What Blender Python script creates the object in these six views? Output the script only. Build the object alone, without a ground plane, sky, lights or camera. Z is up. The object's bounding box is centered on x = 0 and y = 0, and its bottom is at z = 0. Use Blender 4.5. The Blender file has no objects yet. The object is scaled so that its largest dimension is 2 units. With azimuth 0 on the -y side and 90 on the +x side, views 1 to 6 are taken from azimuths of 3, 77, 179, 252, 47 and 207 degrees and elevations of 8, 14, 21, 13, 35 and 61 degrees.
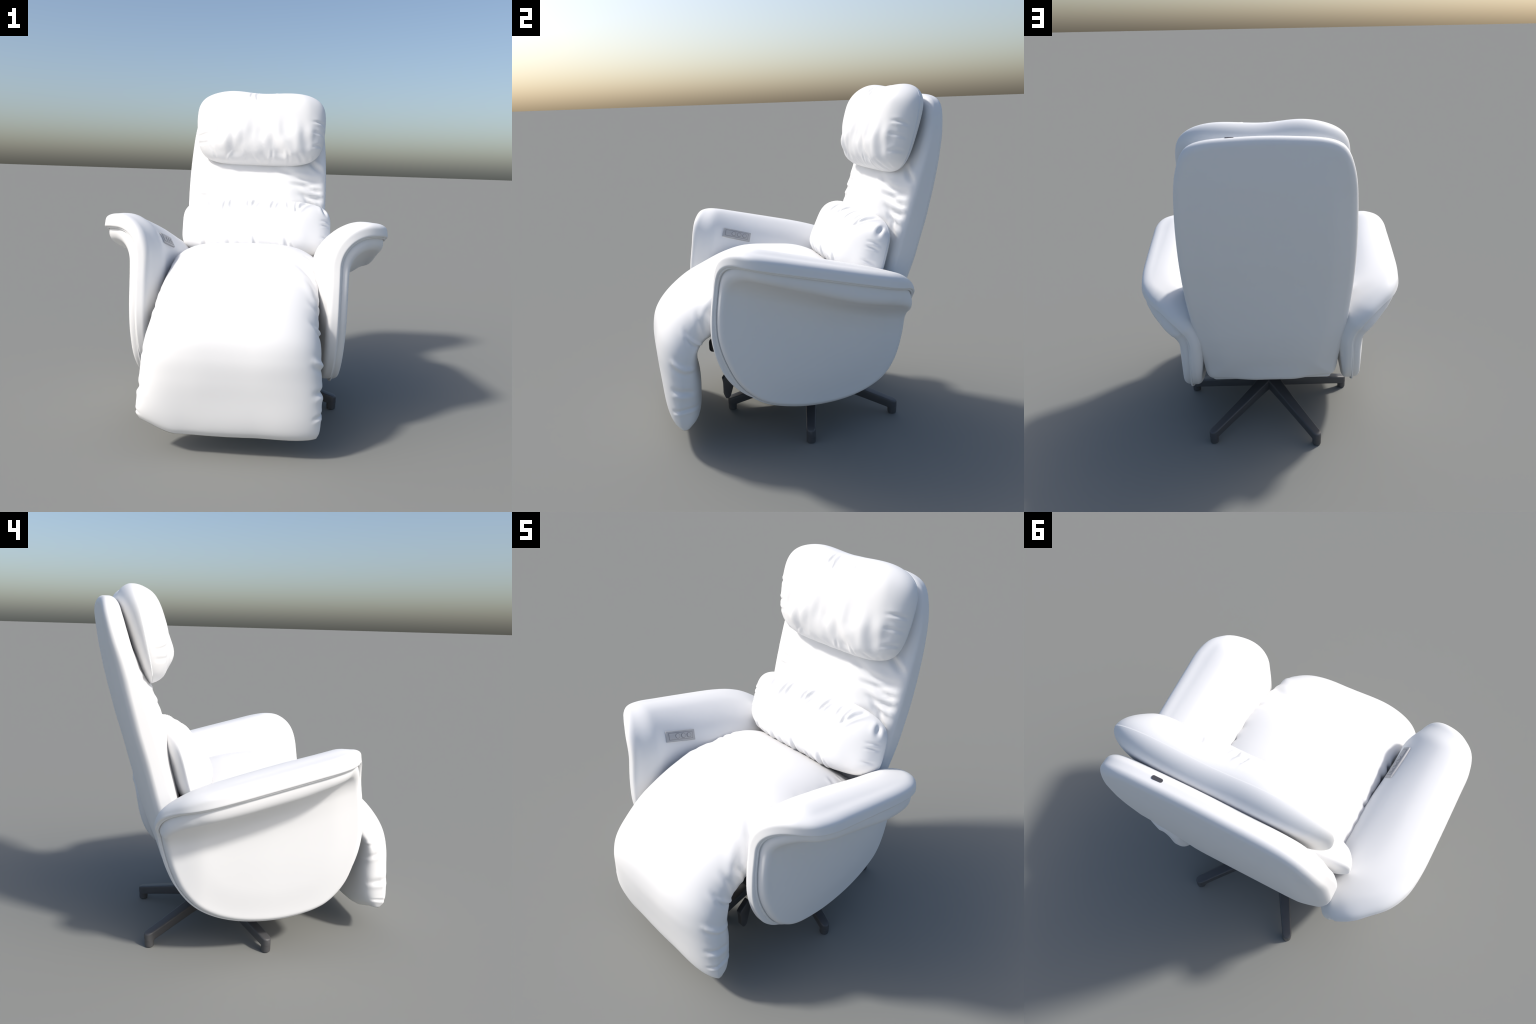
import bpy, math, random
import numpy as np
from mathutils import Vector, noise
from mathutils.bvhtree import BVHTree

random.seed(7)
rng = np.random.default_rng(7)
coll = bpy.context.scene.collection

# ------------------------------------------------------------------ materials
def leather(name, base, rough, grain=0.06):
    m = bpy.data.materials.new(name)
    m.use_nodes = True
    nt = m.node_tree
    b = nt.nodes["Principled BSDF"]
    tc = nt.nodes.new("ShaderNodeTexCoord")
    vo = nt.nodes.new("ShaderNodeTexVoronoi")
    vo.inputs["Scale"].default_value = 260
    nt.links.new(tc.outputs["Object"], vo.inputs["Vector"])
    bump = nt.nodes.new("ShaderNodeBump")
    bump.inputs["Strength"].default_value = grain
    bump.inputs["Distance"].default_value = 0.001
    nt.links.new(vo.outputs["Distance"], bump.inputs["Height"])
    nt.links.new(bump.outputs["Normal"], b.inputs["Normal"])
    b.inputs["Base Color"].default_value = (*base, 1)
    b.inputs["Roughness"].default_value = rough
    b.inputs["Specular IOR Level"].default_value = 0.35
    return m

def plain(name, base, rough, metallic=0.0, spec=0.5):
    m = bpy.data.materials.new(name)
    m.use_nodes = True
    nt = m.node_tree
    b = nt.nodes["Principled BSDF"]
    tc = nt.nodes.new("ShaderNodeTexCoord")
    nz = nt.nodes.new("ShaderNodeTexNoise")
    nz.inputs["Scale"].default_value = 35
    ramp = nt.nodes.new("ShaderNodeValToRGB")
    ramp.color_ramp.elements[0].color = (*[c * 0.93 for c in base], 1)
    ramp.color_ramp.elements[1].color = (*[c * 1.07 for c in base], 1)
    nt.links.new(tc.outputs["Object"], nz.inputs["Vector"])
    nt.links.new(nz.outputs["Fac"], ramp.inputs["Fac"])
    nt.links.new(ramp.outputs["Color"], b.inputs["Base Color"])
    b.inputs["Roughness"].default_value = rough
    b.inputs["Metallic"].default_value = metallic
    b.inputs["Specular IOR Level"].default_value = spec
    return m

WHITE = leather("white_leather", (0.80, 0.80, 0.80), 0.55)
METAL = plain("dark_grey_metal", (0.075, 0.075, 0.078), 0.42, 0.0)
BLACK = plain("black_plastic", (0.02, 0.02, 0.021), 0.5)
PEDAL = plain("charcoal_plastic", (0.05, 0.05, 0.053), 0.4)
GROOVE = plain("panel_groove_grey", (0.22, 0.22, 0.23), 0.6)
PANEL = plain("grey_plastic", (0.42, 0.42, 0.43), 0.5)
SLOT = plain("dark_slot", (0.05, 0.05, 0.06), 0.7)

# ------------------------------------------------------------------ helpers
root = bpy.data.objects.new("reclining_armchair", None)
coll.objects.link(root)
root["label"] = "white leather reclining armchair with leg rest, pillows and star base"
root["category"] = "recliner chair"

def smooth01(x, a=0.0, b=1.0):
    t = np.clip((np.asarray(x, float) - a) / (b - a), 0, 1)
    return t * t * (3 - 2 * t)

def make(name, verts, faces, mat, parent=root, smooth=True):
    me = bpy.data.meshes.new(name)
    me.from_pydata([tuple(map(float, v)) for v in verts], [], [tuple(map(int, f)) for f in faces])
    me.materials.append(mat)
    if smooth:
        me.polygons.foreach_set("use_smooth", [True] * len(me.polygons))
    me.update()
    ob = bpy.data.objects.new(name, me)
    coll.objects.link(ob)
    ob.parent = parent
    return ob

def spline(points, n, closed=False):
    """Catmull-Rom through points, resampled evenly by length."""
    P = np.array(points, float)
    k = len(P)
    out = []
    segs = k if closed else k - 1
    for i in range(segs):
        if closed:
            p0, p1, p2, p3 = P[i - 1], P[i], P[(i + 1) % k], P[(i + 2) % k]
        else:
            p0, p1, p2, p3 = P[max(i - 1, 0)], P[i], P[i + 1], P[min(i + 2, k - 1)]
        for t in np.linspace(0, 1, 16, endpoint=False):
            out.append(0.5 * (2 * p1 + (p2 - p0) * t + (2 * p0 - 5 * p1 + 4 * p2 - p3) * t ** 2
                              + (3 * p1 - p0 - 3 * p2 + p3) * t ** 3))
    out.append(P[0] if closed else P[-1])
    out = np.array(out)
    L = np.concatenate([[0], np.cumsum(np.linalg.norm(np.diff(out, axis=0), axis=1))])
    s = np.linspace(0, L[-1], n, endpoint=not closed)
    return np.stack([np.interp(s, L, out[:, j]) for j in range(P.shape[1])], 1)

def vnormals(V, F):
    V = np.asarray(V, float)
    N = np.zeros_like(V)
    for size in (3, 4):
        f = np.array([q for q in F if len(q) == size], int)
        if not len(f):
            continue
        fn = np.cross(V[f[:, 1]] - V[f[:, 0]], V[f[:, 2]] - V[f[:, 0]])
        if size == 4:
            fn = np.cross(V[f[:, 2]] - V[f[:, 0]], V[f[:, 3]] - V[f[:, 1]])
        for j in range(size):
            np.add.at(N, f[:, j], fn)
    return N / np.maximum(np.linalg.norm(N, axis=1, keepdims=True), 1e-12)

def fold(V, N, P, mask, creases):
    """Press creases into a surface. P is a flat 2-D layout of the surface in metres; each crease is
    (p0, p1, width, depth): a valley from p0 to p1 with a soft raised lip on one side."""
    V = np.array(V, float)
    D = np.zeros(len(V))
    for p0, p1, w, depth in creases:
        p0, p1 = np.array(p0, float), np.array(p1, float)
        d = p1 - p0
        L = np.linalg.norm(d)
        u = d / L
        q = P - p0
        t = q @ u / L
        tc = np.clip(t, 0, 1)
        off = q @ np.array([-u[1], u[0]]) + 0.12 * L * np.sin(np.pi * tc) * (1 if depth > 0 else -1) * 0.5
        along = np.exp(-(np.maximum(np.abs(t - .5) - .5, 0) * L / w) ** 2)
        taper = 0.25 + 0.75 * np.sin(np.pi * tc) ** .8
        s = off / w
        D += along * taper * depth * (-np.exp(-s * s) + 0.55 * np.exp(-((s - 1.9) / 1.1) ** 2) + 0.2 * np.exp(-((s + 2.1) / 1.2) ** 2))
    return V + N * (D * mask)[:, None]

def lumps(V, N, scale, amp, seed=0.0, stretch=(1, 1, 1)):
    out = np.array(V, float)
    s = np.array(stretch) * scale
    for i, v in enumerate(V):
        p = Vector((v[0] * s[0] + seed, v[1] * s[1] - seed, v[2] * s[2] + 2 * seed))
        out[i] += N[i] * amp[i] * noise.noise(p)
    return out

def plate(outline, rings, centre=None, wall=0):
    """Radial grid over a closed outline, front and back sheets joined at the rim.
    Returns a, b, d (distance from the edge), r, side (+1 front, -1 back, wall in between), faces."""
    O = np.asarray(outline, float)
    n = len(O)
    c = O.mean(0) if centre is None else np.array(centre)
    q = np.linspace(0, 1, rings + 1)
    r = np.sin(q * np.pi / 2)
    r[-1] = 1
    A, R = [], []
    for k in range(rings, 0, -1):           # rim to centre
        A.append(c + (O - c) * r[k])
        R.append(np.full(n, r[k]))
    sheet = np.vstack(A + [c[None]])
    rr = np.concatenate(R + [[0.0]])
    # distance from outline segments
    a0, a1 = O, np.roll(O, -1, 0)
    e = a1 - a0
    el = (e * e).sum(1)
    d = np.empty(len(sheet))
    for s in range(0, len(sheet), 2000):
        p = sheet[s:s + 2000, None] - a0[None]
        t = np.clip((p * e).sum(2) / el, 0, 1)
        w = p - t[..., None] * e
        d[s:s + 2000] = np.sqrt((w * w).sum(2).min(1))
    d[:n] = 0
    m = len(sheet)
    ab = [sheet]
    dd, rr_, sd = [d], [rr], [np.ones(m)]
    F = []
    def quads(base, flip):
        for k in range(rings - 1):
            for i in range(n):
                j = (i + 1) % n
                f = (base + k * n + i, base + k * n + j, base + (k + 1) * n + j, base + (k + 1) * n + i)
                F.append(f if not flip else f[::-1])
        k = rings - 1
        for i in range(n):
            j = (i + 1) % n
            f = (base + k * n + i, base + k * n + j, base + m - 1)
            F.append(f if not flip else f[::-1])
    quads(0, False)
    ab.append(sheet); dd.append(d); rr_.append(rr); sd.append(-np.ones(m))
    quads(m, True)
    prev = 0
    base = 2 * m
    for k in range(wall):
        ab.append(O); dd.append(np.zeros(n)); rr_.append(np.ones(n))
        sd.append(np.full(n, 1 - 2 * (k + 1) / (wall + 1)))
        for i in range(n):
            j = (i + 1) % n
            F.append((prev + j, prev + i, base + i, base + j))
        prev = base
        base += n
    for i in range(n):
        j = (i + 1) % n
        F.append((prev + j, prev + i, m + i, m + j))
    ab = np.vstack(ab)
    return ab[:, 0], ab[:, 1], np.concatenate(dd), np.concatenate(rr_), np.concatenate(sd), F

def rounding(d, rad, p=2.0):
    return (1 - (1 - np.clip(d / rad, 0, 1)) ** p) ** (1 / p)

def orient(V, F):
    """Flip all faces if the volume is negative."""
    V = np.asarray(V)
    vol = 0
    for f in F:
        for j in range(1, len(f) - 1):
            vol += np.dot(V[f[0]], np.cross(V[f[j]], V[f[j + 1]]))
    return [f[::-1] for f in F] if vol < 0 else F

def tube(name, path, rad, mat, parent, closed=False, seg=8):
    P = np.asarray(path, float)
    n = len(P)
    T = np.gradient(P, axis=0) if not closed else (np.roll(P, -1, 0) - np.roll(P, 1, 0))
    T /= np.linalg.norm(T, axis=1, keepdims=True)
    V, F = [], []
    up = np.array([0.3, 0.2, 1.0])
    u = np.cross(T[0], up); u /= np.linalg.norm(u)
    for i in range(n):
        u = u - T[i] * (u @ T[i]); u /= np.linalg.norm(u)
        w = np.cross(T[i], u)
        for k in range(seg):
            a = 2 * math.pi * k / seg
            V.append(P[i] + rad * (math.cos(a) * u + math.sin(a) * w))
    for i in range(n if closed else n - 1):
        for k in range(seg):
            i2, k2 = (i + 1) % n, (k + 1) % seg
            F.append((i * seg + k, i * seg + k2, i2 * seg + k2, i2 * seg + k))
    if not closed:
        F.append(tuple(range(seg))[::-1])
        F.append(tuple((n - 1) * seg + k for k in range(seg)))
    return make(name, V, F, mat, parent)

def box(name, lo, hi, mat, parent, bevel=0.01, seg=3):
    (x0, y0, z0), (x1, y1, z1) = lo, hi
    V = [(x, y, z) for x in (x0, x1) for y in (y0, y1) for z in (z0, z1)]
    F = [(0, 1, 3, 2), (4, 6, 7, 5), (0, 4, 5, 1), (2, 3, 7, 6), (0, 2, 6, 4), (1, 5, 7, 3)]
    ob = make(name, V, F, mat, parent)
    m = ob.modifiers.new("bevel", "BEVEL"); m.width = bevel; m.segments = seg
    return ob

# ------------------------------------------------------------------ armrests
Z0 = 0.20
TH = math.radians(81)
def bend_start(y): return 0.942 - 0.266 * (y + 0.45)
def bend_rad(y): return 0.20 + 0.042 * (y + 0.45)
def x_low(y, z):
    plan = 0.519 - 0.040 * smooth01(y, .36, .64)
    return plan - 0.010 * (1 - smooth01(z, .22, .62))
def tip(y):
    zb, R = bend_start(y), bend_rad(y)
    return zb - Z0 + R * TH + (0.797 - x_low(y, zb) - R * (1 - math.cos(TH))) / math.sin(TH)

def side_shift(y, sign):
    """The two arms are not quite mirror images: one stands a little wider at the front."""
    if sign < 0:
        return 0.028 * (1 - smooth01(y, -.50, .35)) - 0.013 * smooth01(y, .0, .45)
    return -0.004 - 0.006 * smooth01(y, .0, .5)
def arm_map(y, S, n, sign, pad=False):
    y, S, n = map(np.asarray, (y, S, n))
    zb, R = bend_start(y), bend_rad(y)
    s = S - (zb - Z0)
    phi = np.clip(s / R, 0, TH)
    ext = np.maximum(s - R * TH, 0)
    z = np.where(s < 0, S + Z0, zb + R * np.sin(phi) + ext * math.cos(TH))
    x = np.where(s < 0, x_low(y, S + Z0), x_low(y, zb) + R * (1 - np.cos(phi)) + ext * math.sin(TH))
    x = x + n * np.cos(phi) + side_shift(y, sign) * (1 - .8 * smooth01(s, .0, .28))
    lean = (0.035 * (smooth01(y, -.35, .2) if pad else 1) if sign > 0 else -0.004)
    if sign < 0:
        y = y + 0.012 * (1 - smooth01(y, -.52, -.25))
    y = y + lean * (1 - smooth01(S + Z0, .30, .85))
    z = z - n * np.sin(phi)
    return np.stack([sign * x, y, z], 1)

def arm_outline(spec, n):
    pts = [(y, v - Z0 if k == "z" else tip(y) - v) for y, k, v in spec]
    return spline(pts, n, closed=True)

PAD_SPEC = [(-.10, "z", .240), (-.26, "z", .275), (-.38, "z", .332), (-.475, "z", .43), (-.53, "z", .55),
            (-.556, "z", .68), (-.552, "z", .82), (-.535, "z", .95), (-.512, "t", .26), (-.472, "t", .16),
            (-.425, "t", .085), (-.362, "t", .028), (-.27, "t", .002), (-.15, "t", 0), (.10, "t", 0), (.26, "t", .003),
            (.375, "t", .02), (.475, "t", .07), (.545, "t", .145), (.597, "t", .225), (.612, "t", .31),
            (.602, "z", .77), (.581, "z", .66), (.551, "z", .55), (.503, "z", .445), (.425, "z", .355),
            (.32, "z", .290), (.20, "z", .252), (.05, "z", .236)]
SIDE_SPEC = [(-.10, "z", .225), (-.26, "z", .258), (-.365, "z", .312), (-.455, "z", .41), (-.508, "z", .54),
             (-.534, "z", .68), (-.530, "z", .82), (-.514, "z", .95), (-.491, "t", .26), (-.450, "t", .165),
             (-.402, "t", .098), (-.340, "t", .045), (-.25, "t", .020), (-.14, "t", .018), (.10, "t", .018), (.23, "t", .021),
             (.362, "t", .037), (.460, "t", .085), (.530, "t", .16), (.578, "t", .24), (.594, "t", .325),
             (.585, "z", .77), (.564, "z", .66), (.535, "z", .55), (.488, "z", .44), (.412, "z", .345),
             (.310, "z", .278), (.19, "z", .238), (.05, "z", .221)]

for sign in (1, -1):
    arm = bpy.data.objects.new("armrest", None)
    coll.objects.link(arm); arm.parent = root
    # inner pad: from the seam inwards / upwards
    O = arm_outline(PAD_SPEC, 220)
    a, b, d, r, sd, F = plate(O, 44, centre=(0.02, 0.52), wall=3)
    zz = b + Z0
    zb = bend_start(a)
    up = smooth01(zz, zb - 0.42, zb + 0.02)
    rimT = 0.053 + 0.013 * smooth01(zz, zb - 0.05, zb + 0.28)
    fullT = 0.080 + (0.034 if sign < 0 else 0.031) * up - 0.012 * smooth01(zz, zb + 0.08, zb + 0.30)
    swell = 0.034 * smooth01(a, -.32, .10) - 0.002 if sign < 0 else 0.028 * smooth01(a, -.55, -.2) * (1 - .5 * smooth01(a, -.05, .3))
    fullT = fullT + swell * np.exp(-((zz - zb - .08) / .14) ** 2) - 0.008 * smooth01(zz, zb + .22, zb + .36)
    tail = smooth01(a, .38, .56)
    rw = (0.45 - .25 * tail) * rimT
    T = rw + (rimT - rw) * rounding(d, 0.034 + .016 * smooth01(zz, zb + .1, zb + .25) + .030 * tail, 2.1) + np.maximum(fullT - rimT, 0) * smooth01(d, 0.0, 0.16)
    nn = np.where(sd >= 1, -T, np.where(sd <= -1, 0.010 * rounding(d, 0.01), -rw * (sd + 1) / 2))
    V = arm_map(a, b, nn, sign, pad=True)
    F = orient(V, F)
    pad_mesh = (V, F)
    make("armrest_pad", V, F, WHITE, arm)
    # outer side panel
    O2 = arm_outline(SIDE_SPEC, 220)
    tang = np.roll(O2, -1, 0) - np.roll(O2, 1, 0)
    tang /= np.linalg.norm(tang, axis=1, keepdims=True)
    out = np.stack([tang[:, 1], -tang[:, 0]], 1)
    out *= np.sign(((O2 - O2.mean(0)) * out).sum(1, keepdims=True))
    O2 = O2 - out * 0.006
    a, b, d, r, sd, F = plate(O2, 36, centre=(0.02, 0.50), wall=2)
    zz = b + Z0
    zb = bend_start(a)
    hang = smooth01(zz, zb - 0.10, zb + 0.22) * (1 - .3 * smooth01(a, .22, .62))
    T = 0.020 + (0.036 + (0.016 + (0.020 if sign > 0 else 0.022) * smooth01(a, -.40, -.05)) * hang) * rounding(d, 0.030 + 0.02 * hang, 2.2) + 0.007 * smooth01(d, .02, .20) + (0.024 if sign > 0 else 0.0) * hang * smooth01(a, -.15, .2)
    nn = np.where(sd >= 1, T, np.where(sd <= -1, 0.0, 0.016 * (sd + 1) / 2))
    V = arm_map(a, b, nn, sign)
    F = orient(V, F)
    make("side_panel", V, F, WHITE, arm)
    # piping between pad and panel
    P = O2 + out * 0.009
    tube("piping", arm_map(P[:, 0], P[:, 1], np.full(len(P), 0.010), sign), 0.0062, WHITE, arm, closed=True)

# control panel on the inner face of one armrest
def frame_from(o, u, v):
    u = np.array(u, float); u /= np.linalg.norm(u)
    v = np.array(v, float); v = v - u * (v @ u); v /= np.linalg.norm(v)
    return np.array(o, float), u, v, np.cross(u, v)
tree = BVHTree.FromPolygons([Vector(v) for v in pad_mesh[0]], pad_mesh[1])
corners = []
for y, z in ((-.302, 1.092), (-.118, 1.042), (-.128, .988), (-.314, 1.040)):
    hit = tree.ray_cast(Vector((0, y, z)), Vector((-1, 0, 0)))[0]
    corners.append(np.array(hit))
mid = tree.ray_cast(Vector((0, -.215, 1.041)), Vector((-1, 0, 0)))[0]
TL, TR, BR, BL = corners
o = (TL + TR + BR + BL) / 4
o[0] = max(o[0], mid[0]) + .002
PC, PU, PV, PN = frame_from(o, (TR - TL) + (BR - BL), (TL - BL) + (TR - BR))
if PN[0] < 0: PN = -PN
def slab(name, cu, cv, w, h, n0, n1, mat, parent, round_=0.004):
    V = []
    for n in (n0, n1):
        for su, sv in ((-1, -1), (1, -1), (1, 1), (-1, 1)):
            V.append(PC + PU * (cu + su * w / 2) + PV * (cv + sv * h / 2) + PN * n)
    F = [(0, 1, 2, 3), (7, 6, 5, 4), (0, 4, 5, 1), (1, 5, 6, 2), (2, 6, 7, 3), (3, 7, 4, 0)]
    ob = make(name, V, orient(V, F), mat, parent)
    m = ob.modifiers.new("bevel", "BEVEL"); m.width = round_; m.segments = 2
    return ob
panel = slab("control_panel", 0, 0, 0.192, 0.064, -0.03, 0.0065, PANEL, root, 0.003)
slab("panel_groove", 0, 0, 0.160, 0.042, -0.01, 0.0072, GROOVE, panel, 0.0003)
slab("panel_inset", 0, 0, 0.155, 0.037, -0.01, 0.0085, PANEL, panel, 0.001)
for k in range(3):
    ang = np.linspace(0, 2 * np.pi, 25)[:-1]
    cu = -0.022 + 0.038 * k
    V = [PC + PU * (cu + 0.0125 * math.cos(t) * s) + PV * (0.0125 * math.sin(t) * s) + PN * n
         for n, s in ((0.003, 1), (0.0105, 1), (0.0115, 0.82)) for t in ang]
    F = [(q * 24 + i, q * 24 + (i + 1) % 24, (q + 1) * 24 + (i + 1) % 24, (q + 1) * 24 + i) for q in range(2) for i in range(24)]
    F.append(tuple(48 + i for i in range(24)))
    F.append(tuple(range(24))[::-1])
    make("button", V, orient(V, F), PANEL, panel, smooth=False)
    V = [PC + PU * (cu + 0.0150 * math.cos(t)) + PV * (0.0150 * math.sin(t)) + PN * n for n in (0.003, 0.0091) for t in ang]
    F = [(i, (i + 1) % 24, 24 + (i + 1) % 24, 24 + i) for i in range(24)] + [tuple(24 + i for i in range(24)), tuple(range(24))[::-1]]
    make("button_ring", V, orient(V, F), GROOVE, panel, smooth=False)

# ------------------------------------------------------------------ backrest
BX = 0.007
BZ = np.array([.37, .50, .57, .62, .73, .88, 1.10, 1.25, 1.44, 1.55, 1.70, 1.85, 1.95])
BY = np.array([.490, .522, .546, .562, .595, .631, .684, .725, .769, .792, .818, .836, .843])
ST = np.array([.09, .115, .125, .13, .145, .155, .150, .148, .138, .126, .113, .097, .09])   # side thickness
def back_y(z): return np.interp(z, BZ, BY)
def back_slope(z): return (back_y(z + .06) - back_y(z - .06)) / .12
def side_thick(z): return np.interp(z, BZ, ST)
half = [(.0, .370), (.22, .370), (.355, .376), (.393, .394), (.408, .445), (.417, .53), (.431, .62), (.451, .76), (.467, .945), (.478, 1.12),
        (.481, 1.32), (.475, 1.52), (.462, 1.68), (.443, 1.78), (.412, 1.86), (.365, 1.905), (.28, 1.928), (.14, 1.938), (0, 1.942)]
outl = half + [(-x, z) for x, z in half[-2:0:-1]]
O = spline(outl, 260, closed=True)
a, b, d, r, sd, F = plate(O, 60, centre=(0, 1.2), wall=5)
thick = side_thick(b)
rb, rf = 0.030, 0.035
front = thick - rf * (1 - rounding(d, rf + .01))
bul = np.interp(b, [.5, .8, 1.0, 1.2, 1.3, 1.4, 1.5, 1.6, 1.75, 1.95], [.02, .04, .055, .075, .072, .065, .050, .035, .015, .004])
front = front + bul * smooth01(d, 0.0, 0.30) ** 0.8
backn = rb * (1 - rounding(d, rb + .01)) + 0.006 * (1 - smooth01(d, 0, .22))
chamfer = 0.030 * smooth01(-a, .12, .30) * (1 - smooth01(b, 1.50, 1.85)) + 0.022 * smooth01(a, .08, .30) * (1 - smooth01(b, .75, 1.05))
backn = backn + chamfer * np.clip(1 - d / .14, 0, 1) ** 1.4
w0, w1 = rb + .006 + chamfer, thick - rf
wallmix = (sd + 1) / 2
nn = np.where(sd >= 1, front, np.where(sd <= -1, backn, w0 + (w1 - w0) * wallmix))
sl = back_slope(b)
inv = 1 / np.sqrt(1 + sl * sl)
V = np.stack([BX + a, back_y(b) - nn * inv, b + nn * sl * inv], 1)
F = orient(V, F)
N = vnormals(V, F)
cr = []
for (xa, za, xb, zb_, w, dp) in [
    (.20, 1.40, .44, 1.36, .014, .010), (.24, 1.33, .40, 1.335, .012, .009), (.33, 1.315, .46, 1.29, .010, .009),
    (.30, 1.26, .46, 1.235, .013, .012), (.33, 1.23, .45, 1.16, .012, .012), (.38, 1.18, .44, 1.11, .010, .010),
    (.36, 1.50, .46, 1.43, .014, .010), (.14, 1.43, .30, 1.41, .016, .007),
    (-.42, 1.44, -.20, 1.41, .013, .009), (-.44, 1.36, -.22, 1.345, .013, .010), (-.46, 1.29, -.26, 1.30, .013, .010),
    (-.45, 1.22, -.30, 1.25, .012, .010), (-.45, 1.50, -.34, 1.51, .012, .008)]:
    cr.append(((xa, za), (xb, zb_), w * 1.15, dp * 1.35))
V = fold(V, N, np.stack([a, b], 1), np.where(sd >= 1, 1.0, 0.0) * smooth01(d, 0.0, .03), cr)
V = lumps(V, N, 6.0, np.where(sd >= 1, 0.006, 0.0) * smooth01(d, .03, .15) * smooth01(b, .9, 1.1), 3.1, (.7, 1, 2.2))
back = make("backrest", V, F, WHITE)

# slot on the top edge of the backrest
slx = 0.178
cand = np.where(np.abs(V[:, 0] - slx) < .012)[0]
top = V[cand[np.argmax(V[cand, 2])]]
VS = []
for n, sc in ((-0.02, 1), (0.0012, 1)):
    for t in np.linspace(0, 2 * np.pi, 25)[:-1]:
        VS.append((slx + 0.0145 * np.sign(math.cos(t)) + 0.0075 * math.cos(t), top[1] + 0.0075 * math.sin(t), top[2] + n))
FS = [(i, (i + 1) % 24, 24 + (i + 1) % 24, 24 + i) for i in range(24)] + [tuple(24 + i for i in range(24)), tuple(range(24))[::-1]]
make("strap_slot", VS, orient(VS, FS), SLOT, back, smooth=False)

# ------------------------------------------------------------------ pillows
def pillow(name, cx, hw, hh, e, centre_yz, tilt, Tf, Tb, p, q, creases, lump, n=260, rings=64, taper=0.0):
    """Soft pillow: rounded-rectangle outline, plump front and flatter back, seam round the rim."""
    t = np.linspace(0, 2 * np.pi, 1500, endpoint=False)
    ol = np.stack([hw * np.sign(np.cos(t)) * np.abs(np.cos(t)) ** e, hh * np.sign(np.sin(t)) * np.abs(np.sin(t)) ** e], 1)
    ol[:, 0] *= 1 - taper * smooth01(-ol[:, 1] / hh, -.2, 1.0)
    O = spline(ol[::12], n, closed=True)
    a, b, d, r, sd, F = plate(O, rings, centre=(0, 0))
    prof = (1 - np.clip(r, 0, 1) ** p) ** (1 / q)
    nn = np.where(sd > 0, Tf(a / hw, b / hh) * prof, -Tb(a / hw, b / hh) * prof)
    th = tilt
    y = centre_yz[0] + b * math.sin(th) - nn * math.cos(th)
    z = centre_yz[1] + b * math.cos(th) + nn * math.sin(th)
    V = np.stack([cx + a, y, z], 1)
    F = orient(V, F)
    return V, F, vnormals(V, F), a / hw, b / hh, r, sd, np.stack([a, b], 1)

# headrest
HT = math.atan2(.10, .50)
V, F, N, ua, ub, r, sd, AB = pillow("headrest", .019, .448, .256, .48, (.632, 1.743), HT,
    lambda u, v: .148 - .022 * v - .020 * smooth01(-v, .1, .95), lambda u, v: .072 + .03 * v, 4.0, 1.8, None, None, taper=0.05)
V[:, 2] += smooth01(ub, .2, 1.0) * (0.010 * np.exp(-((ua + .45) / .3) ** 2) + 0.004 * np.exp(-((ua - .6) / .25) ** 2) - 0.008 * np.exp(-(ua / .3) ** 2))
fw = np.where(sd > 0, 1.0, 0.0) * smooth01(1 - r, 0.02, .25)
V = lumps(V, N, 8, 0.019 * fw * smooth01(-ub, -.45, .5), 9.3, (1.9, 1, .9))
V = lumps(V, N, 5, 0.016 * fw, 5.2, (1, 1, .8))
N = vnormals(V, F)
cr = []
hw, hh = .448, .256
for k in range(9):                                     # gathers at the lower seam
    u = -.88 + 1.76 * k / 8 + random.uniform(-.08, .08)
    L = random.uniform(.12, .42)
    cr.append(((u * hw, -.98 * hh), ((u + random.uniform(-.20, .16)) * hw, (-.98 + L) * hh), random.uniform(.006, .013),
               random.uniform(.002, .006) * random.choice((1, 1, -1))))
for u, du, L in ((-.14, -.02, .16), (-.06, .0, .26), (.2, .07, .2)):   # nicks at the top seam
    cr.append(((u * hw, .95 * hh), ((u + du) * hw, (.95 - L) * hh), .006, .010))
for v in (-.52, -.2, .1):                 # end gathers, both ends
    for sg in (-1, 1):
        vv = v + random.uniform(-.08, .08)
        cr.append(((sg * .99 * hw, vv * hh), (sg * .80 * hw, (vv + random.uniform(-.06, .06)) * hh), .008, random.uniform(.003, .007)))
V = fold(V, N, AB, np.where(sd > 0, 1.0, 0.0) * smooth01(1 - r, 0.0, .03), cr)
make("headrest_pillow", V, F, WHITE)

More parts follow.
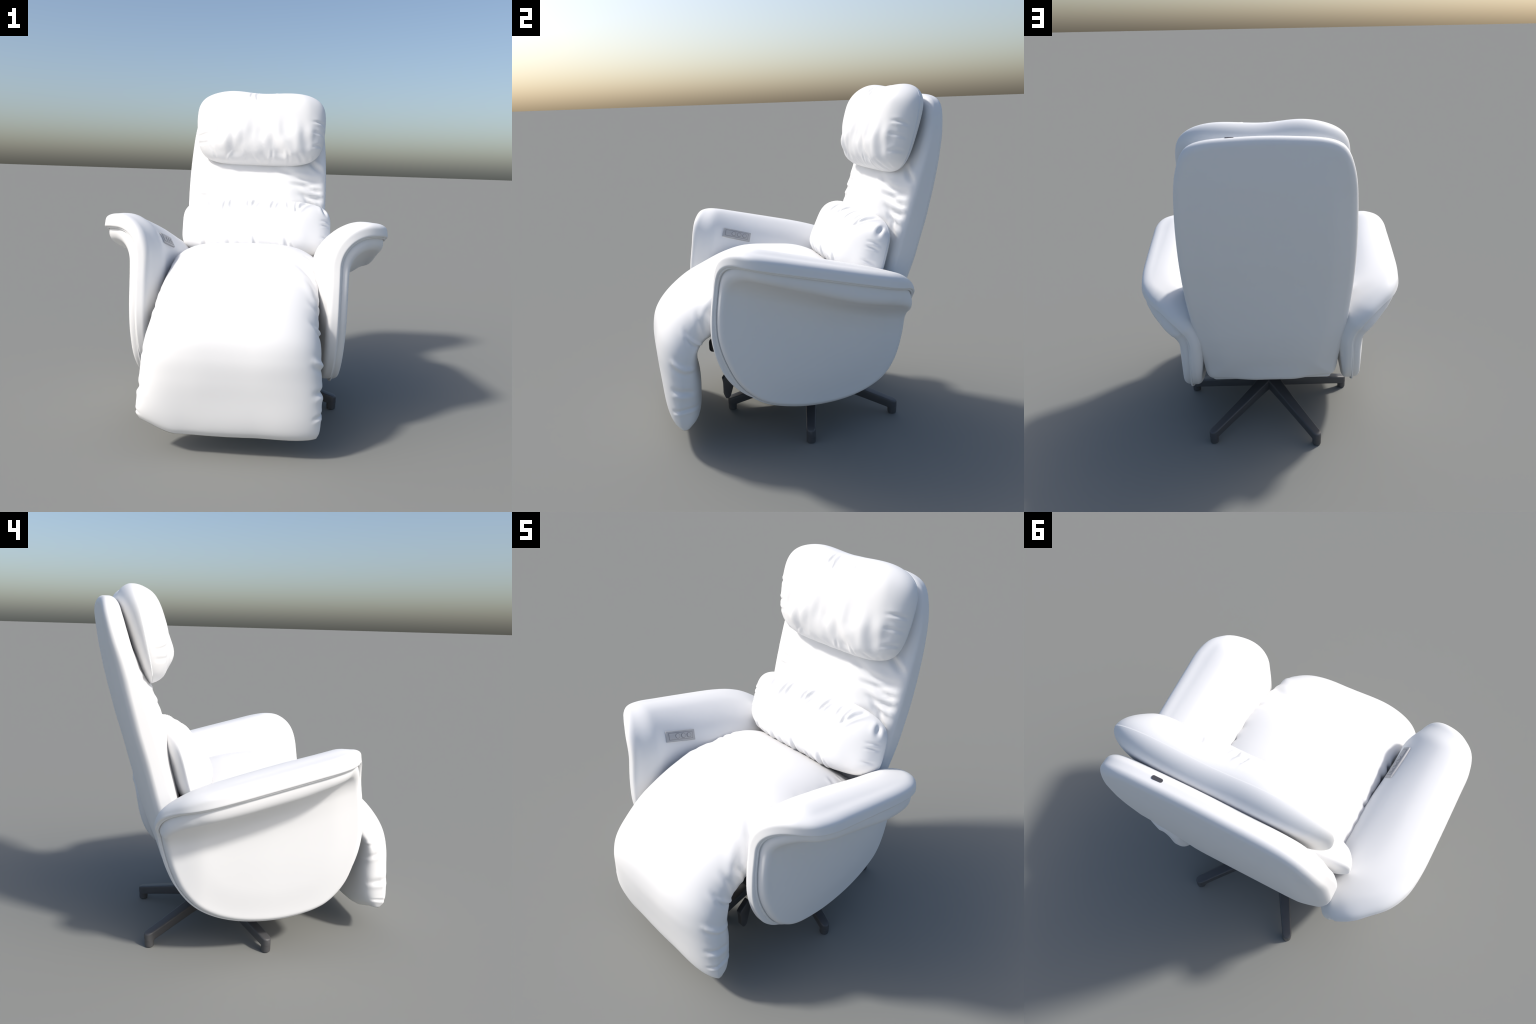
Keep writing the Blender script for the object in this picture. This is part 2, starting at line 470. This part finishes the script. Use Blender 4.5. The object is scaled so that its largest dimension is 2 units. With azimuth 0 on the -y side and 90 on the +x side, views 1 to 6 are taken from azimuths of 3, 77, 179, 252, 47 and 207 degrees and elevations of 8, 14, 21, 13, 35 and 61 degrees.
# lumbar pillow
V, F, N, ua, ub, r, sd, AB = pillow("lumbar", .018, .503, .199, .5, (.441, 1.064), math.atan(.24),
    lambda u, v: .182 - .050 * v, lambda u, v: .07 + 0 * v, 2.6, 1.9, None, None)
V = lumps(V, N, 4, 0.010 * np.where(sd > 0, 1.0, 0.0) * smooth01(1 - r, .02, .3), 8.4, (1.3, 1, .8))
N = vnormals(V, F)
cr = []
hw, hh = .503, .205
for k in range(10):                                    # gathers under the top seam
    u = -.62 + 1.5 * k / 9 + random.uniform(-.05, .05)
    L = random.uniform(.25, .5)
    cr.append(((u * hw, .93 * hh), ((u - random.uniform(-.03, .2) + .02) * hw, (.93 - L) * hh), random.uniform(.007, .012), random.uniform(.009, .018)))
for k in range(12):                                    # gathers above the bottom seam
    u = -.7 + 1.25 * k / 11 + random.uniform(-.07, .07)
    cr.append(((u * hw, -.98 * hh), ((u - .04) * hw, (-.50 + random.uniform(-.16, .12)) * hh), random.uniform(.008, .014), random.uniform(.005, .014)))
for sg in (-1, 1):
    for v in (-.3, .1, .25):
        cr.append(((sg * .98 * hw, v * hh), (sg * .86 * hw, (v + .03) * hh), .006, .007))
V = fold(V, N, AB, np.where(sd > 0, 1.0, 0.0) * smooth01(1 - r, 0.0, .03), cr)
make("lumbar_pillow", V, F, WHITE)

# ------------------------------------------------------------------ seat cushion flowing into the leg rest
ST_ = [  # front/top (y,z), side seam (y,z), under (y,z), half width, centre x
    (.44, .785, .44, .755, .43, .70, .355, .005),
    (.40, .825, .40, .795, .42, .69, .378, .005),
    (.28, .926, .28, .85, .30, .68, .394, .003),
    (.14, .99, .13, .895, .14, .68, .405, 0),
    (-.03, 1.015, -.04, .91, -.02, .68, .407, -.002),
    (-.20, 1.018, -.20, .905, -.16, .67, .416, -.004),
    (-.35, .988, -.34, .865, -.28,   .66, .415, -.004),
    (-.488, .925, -.45, .81, -.40, .66, .420, -.006),
    (-.622, .858, -.545, .745, -.485, .645, .428, -.011),
    (-.733, .768, -.62, .665, -.565, .620, .436, -.017),
    (-.812, .655, -.668, .58, -.608, .575, .452, -.019),
    (-.840, .545, -.702, .49, -.612, .480, .458, -.021),
    (-.841, .43, -.722, .40, -.600, .40, .463, -.022),
    (-.830, .32, -.738, .31, -.600, .31, .468, -.023),
    (-.815, .22, -.747, .22, -.605, .225, .470, -.024),
    (-.797, .154, -.745, .16, -.625, .165, .467, -.025),
    (-.772, .118, -.730, .122, -.675, .128, .455, -.026)]
NT, NP = 240, 200
S = spline(ST_, NT)
ph = np.linspace(0, 2 * np.pi, NP, endpoint=False)
cph, sph = np.cos(ph), np.sin(ph)
lat = np.sign(cph) * np.abs(cph) ** 0.5
dep = np.where(sph > 0, np.abs(sph) ** 1.05, np.abs(sph) ** 0.55)
V = np.zeros((NT, NP, 3))
tt = np.linspace(0, 1, NT)
for i in range(NT):
    Ff, E, B, w, cx = S[i, 0:2], S[i, 2:4], S[i, 4:6], S[i, 6], S[i, 7]
    tgt = np.where(sph[:, None] >= 0, Ff, B)
    yz = E + (tgt - E) * dep[:, None]
    x = cx + w * lat
    lift = 0.060 * smooth01(-x, .28, .50) * smooth01(tt[i], .86, 1.0)
    V[i, :, 0] = x
    V[i, :, 1] = yz[:, 0]
    V[i, :, 2] = yz[:, 1] + lift
tl = np.repeat(tt, NP); pl = np.tile(ph, NT)
V = V.reshape(-1, 3)
F = []
for i in range(NT - 1):
    for k in range(NP):
        k2 = (k + 1) % NP
        F.append((i * NP + k, i * NP + k2, (i + 1) * NP + k2, (i + 1) * NP + k))
# caps: shrink towards the section's middle
def cap(i, flip):
    global V
    ring = [i * NP + k for k in range(NP)]
    c = V[ring].mean(0)
    prev = ring
    for s in (.75, .45):
        base = len(V)
        V = np.vstack([V, c + (V[ring] - c) * s])
        cur = list(range(base, base + NP))
        for k in range(NP):
            k2 = (k + 1) % NP
            f = (prev[k], prev[k2], cur[k2], cur[k])
            F.append(f[::-1] if not flip else f)
        prev = cur
    V = np.vstack([V, c])
    for k in range(NP):
        f = (prev[k], prev[(k + 1) % NP], len(V) - 1)
        F.append(f[::-1] if not flip else f)
nF0 = len(F)
cap(0, False)
nF1 = len(F)
cap(NT - 1, True)
ext = len(V) - len(tl)
tl = np.concatenate([tl, np.zeros(ext // 2), np.ones(ext - ext // 2)])
F2 = orient(V, F)
N = vnormals(V, F2)
# flat layout of the cushion: length along the spine, distance round the section from the side seam
core = V[:NT * NP].reshape(NT, NP, 3)
arc = np.zeros((NT, NP))
step = np.linalg.norm(np.roll(core, -1, 1) - core, axis=2)
arc[:, 1:] = np.cumsum(step[:, :-1], 1)
half_ = NP // 2
spine = np.concatenate([[0], np.cumsum(np.linalg.norm(np.diff(S[:, 0:2], axis=0), axis=1))])
Lsp = spine[-1]
total = arc[:, -1:] + step[:, -1:]
for base in (0, 1):
    # signed distance from the seam, positive towards the front face
    if base == 0:
        q = np.where(arc < total / 2, arc, arc - total)
    else:
        q = arc[:, half_:half_ + 1] - arc
    P = np.stack([np.repeat(spine, NP), q.reshape(-1)], 1)
    P = np.vstack([P, np.full((ext, 2), 9.0)])
    cr = []
    t = .38
    while t < .985:
        cr.append(((t * Lsp + random.uniform(-.012, .012), random.uniform(.0, .07) + (.05 if base == 0 else 0)), (t * Lsp + random.uniform(-.015, .015), -random.uniform(.04, .12)),
                   random.uniform(.011, .020), random.uniform(.003, .0085) * (1.35 if base == 0 else 1) * random.choice((1, 1, -1))))
        t += random.uniform(.03, .11)
    t = .06
    while t < .40:
        cr.append(((t * Lsp, random.uniform(.03, .13)), (t * Lsp + random.uniform(-.03, .03), -.06),
                   random.uniform(.012, .022), random.uniform(.004, .010)))
        t += random.uniform(.03, .06)
    if base == 0:      # long soft folds over the outer edge of the knee
        for f in ((.44, .17, .53, .02, .030, .009), (.50, .12, .60, .01, .026, .008), (.60, .10, .64, -.03, .016, .007), (.66, .10, .70, .0, .016, .006)):
            cr.append(((f[0] * Lsp, f[1]), (f[2] * Lsp, f[3]), f[4], f[5]))
    V = fold(V, N, P, np.ones(len(V)), cr)
V = lumps(V, N, 3.3, np.full(len(V), 0.011), 4.7)
low = smooth01(-V[:, 1], .60, .72)
V[:, 1] += low * 0.008 * np.exp(-((V[:, 0] + .32) / .24) ** 2 - ((V[:, 2] - .36) / .26) ** 2)
N = vnormals(V, F2)
# one surface, split at the knee into the seat and the leg rest, sharing border vertices and normals
tF = np.array([tl[list(f)].mean() for f in F2])
cut = 0.56
for nm, sel in (("seat_cushion", tF < cut), ("leg_rest", tF >= cut)):
    faces = [f for f, s in zip(F2, sel) if s]
    used = np.unique(np.concatenate([np.array(f) for f in faces]))
    remap = {int(u): i for i, u in enumerate(used)}
    ob = make(nm, V[used], [tuple(remap[int(j)] for j in f) for f in faces], WHITE)
    ob.data.normals_split_custom_set_from_vertices([tuple(N[u]) for u in used])

# ------------------------------------------------------------------ body under the seat
box("seat_frame", (-.385, -.31, .325), (.385, .25, .70), BLACK, root, .02)
box("seat_base_cover", (-.37, .24, .358), (.38, .440, .60), WHITE, root, .025)
box("mechanism_rail", (-.30, -.545, .52), (-.26, -.40, .60), BLACK, root, .02)
box("mechanism_rail", (.26, -.545, .52), (.30, -.40, .60), BLACK, root, .02)

# foot pedal
pts = [(-.475, .375), (-.486, .362), (-.480, .33), (-.480, .262), (-.470, .236), (-.452, .234), (-.440, .25), (-.425, .30), (-.40, .37), (-.42, .42)]
n = len(pts)
V = [(x, y, z) for x in (.30, .335) for y, z in pts]
F = [tuple(range(n)), tuple(range(2 * n - 1, n - 1, -1))] + [(i, n + i, n + (i + 1) % n, (i + 1) % n) for i in range(n)]
ob = make("foot_pedal", V, orient(V, F), PEDAL)
m = ob.modifiers.new("bevel", "BEVEL"); m.width = .006; m.segments = 3

# ------------------------------------------------------------------ star base
base = bpy.data.objects.new("star_base", None)
coll.objects.link(base); base.parent = root
HUB = np.array([0.022, 0.152])
def leg_mesh():
    # rounded-rectangle sections along +X: (distance, half width, bottom z, top z)
    secs = [(0.0, .044, .145, .226), (.10, .040, .130, .199), (.25, .034, .097, .158), (.42, .0295, .060, .117),
            (.508, .0275, .040, .096), (.536, .0272, .034, .090), (.551, .0235, .034, .086), (.560, .0155, .036, .082), (.5635, .007, .040, .078)]
    V, F = [], []
    K = 24
    for s, hw, zb, zt in secs:
        h, rc = (zt - zb) / 2, min(.009, hw * .9)
        for k in range(K):                      # rounded rectangle: 6 points on each corner arc
            cx_, cz_ = ((1, 1), (-1, 1), (-1, -1), (1, -1))[k // 6]
            t = math.pi / 2 * (k // 6) + math.pi / 2 * (k % 6) / 5
            V.append((s, cx_ * (hw - rc) + rc * math.cos(t), (zb + zt) / 2 + cz_ * (h - rc) + rc * math.sin(t)))
    for i in range(len(secs) - 1):
        for k in range(K):
            k2 = (k + 1) % K
            F.append((i * K + k, i * K + k2, (i + 1) * K + k2, (i + 1) * K + k))
    F.append(tuple(range(K))[::-1]); F.append(tuple((len(secs) - 1) * K + k for k in range(K)))
    return V, F
def lathe(name, prof, mat, parent, K=32):
    V, F = [], []
    for rr, z in prof:
        for k in range(K):
            V.append((rr * math.cos(2 * math.pi * k / K), rr * math.sin(2 * math.pi * k / K), z))
    for i in range(len(prof) - 1):
        for k in range(K):
            k2 = (k + 1) % K
            F.append((i * K + k, i * K + k2, (i + 1) * K + k2, (i + 1) * K + k))
    F.append(tuple(range(K))[::-1]); F.append(tuple((len(prof) - 1) * K + k for k in range(K)))
    return make(name, V, F, mat, parent)
def by_angle(ob):
    ob.data.shade_smooth() if hasattr(ob.data, "shade_smooth") else None
    ob.data.set_sharp_from_angle(angle=math.radians(38))
V, F = leg_mesh()
leg0 = make("leg", V, orient(V, F), METAL, base); by_angle(leg0)
foot0 = lathe("foot", [(.020, .0), (.0255, .003), (.027, .012), (.0272, .060)], METAL, leg0); by_angle(foot0)
foot0.location = (.536, 0, 0)
for k, (fx, fy) in enumerate(((.374, .571), (-.265, .616), (-.489, -.015), (.031, -.384), (.549, -.018))):
    dx, dy = fx - HUB[0], fy - HUB[1]
    if k == 0:
        l = leg0
    else:
        l = leg0.copy(); coll.objects.link(l)
        f = foot0.copy(); coll.objects.link(f); f.parent = l
    l.location = (HUB[0], HUB[1], 0)
    l.rotation_euler = (0, 0, math.atan2(dy, dx))
    l.scale = (math.hypot(dx, dy) / .536, 1, 1)
hub = lathe("hub", [(.04, .135), (.050, .14), (.052, .15), (.052, .205), (.05, .222), (.04, .227)], METAL, base)
hub.location = (HUB[0], HUB[1], 0); by_angle(hub)
col = lathe("column", [(.036, .22), (.036, .42)], BLACK, base)
col.location = (HUB[0], HUB[1], 0); by_angle(col)
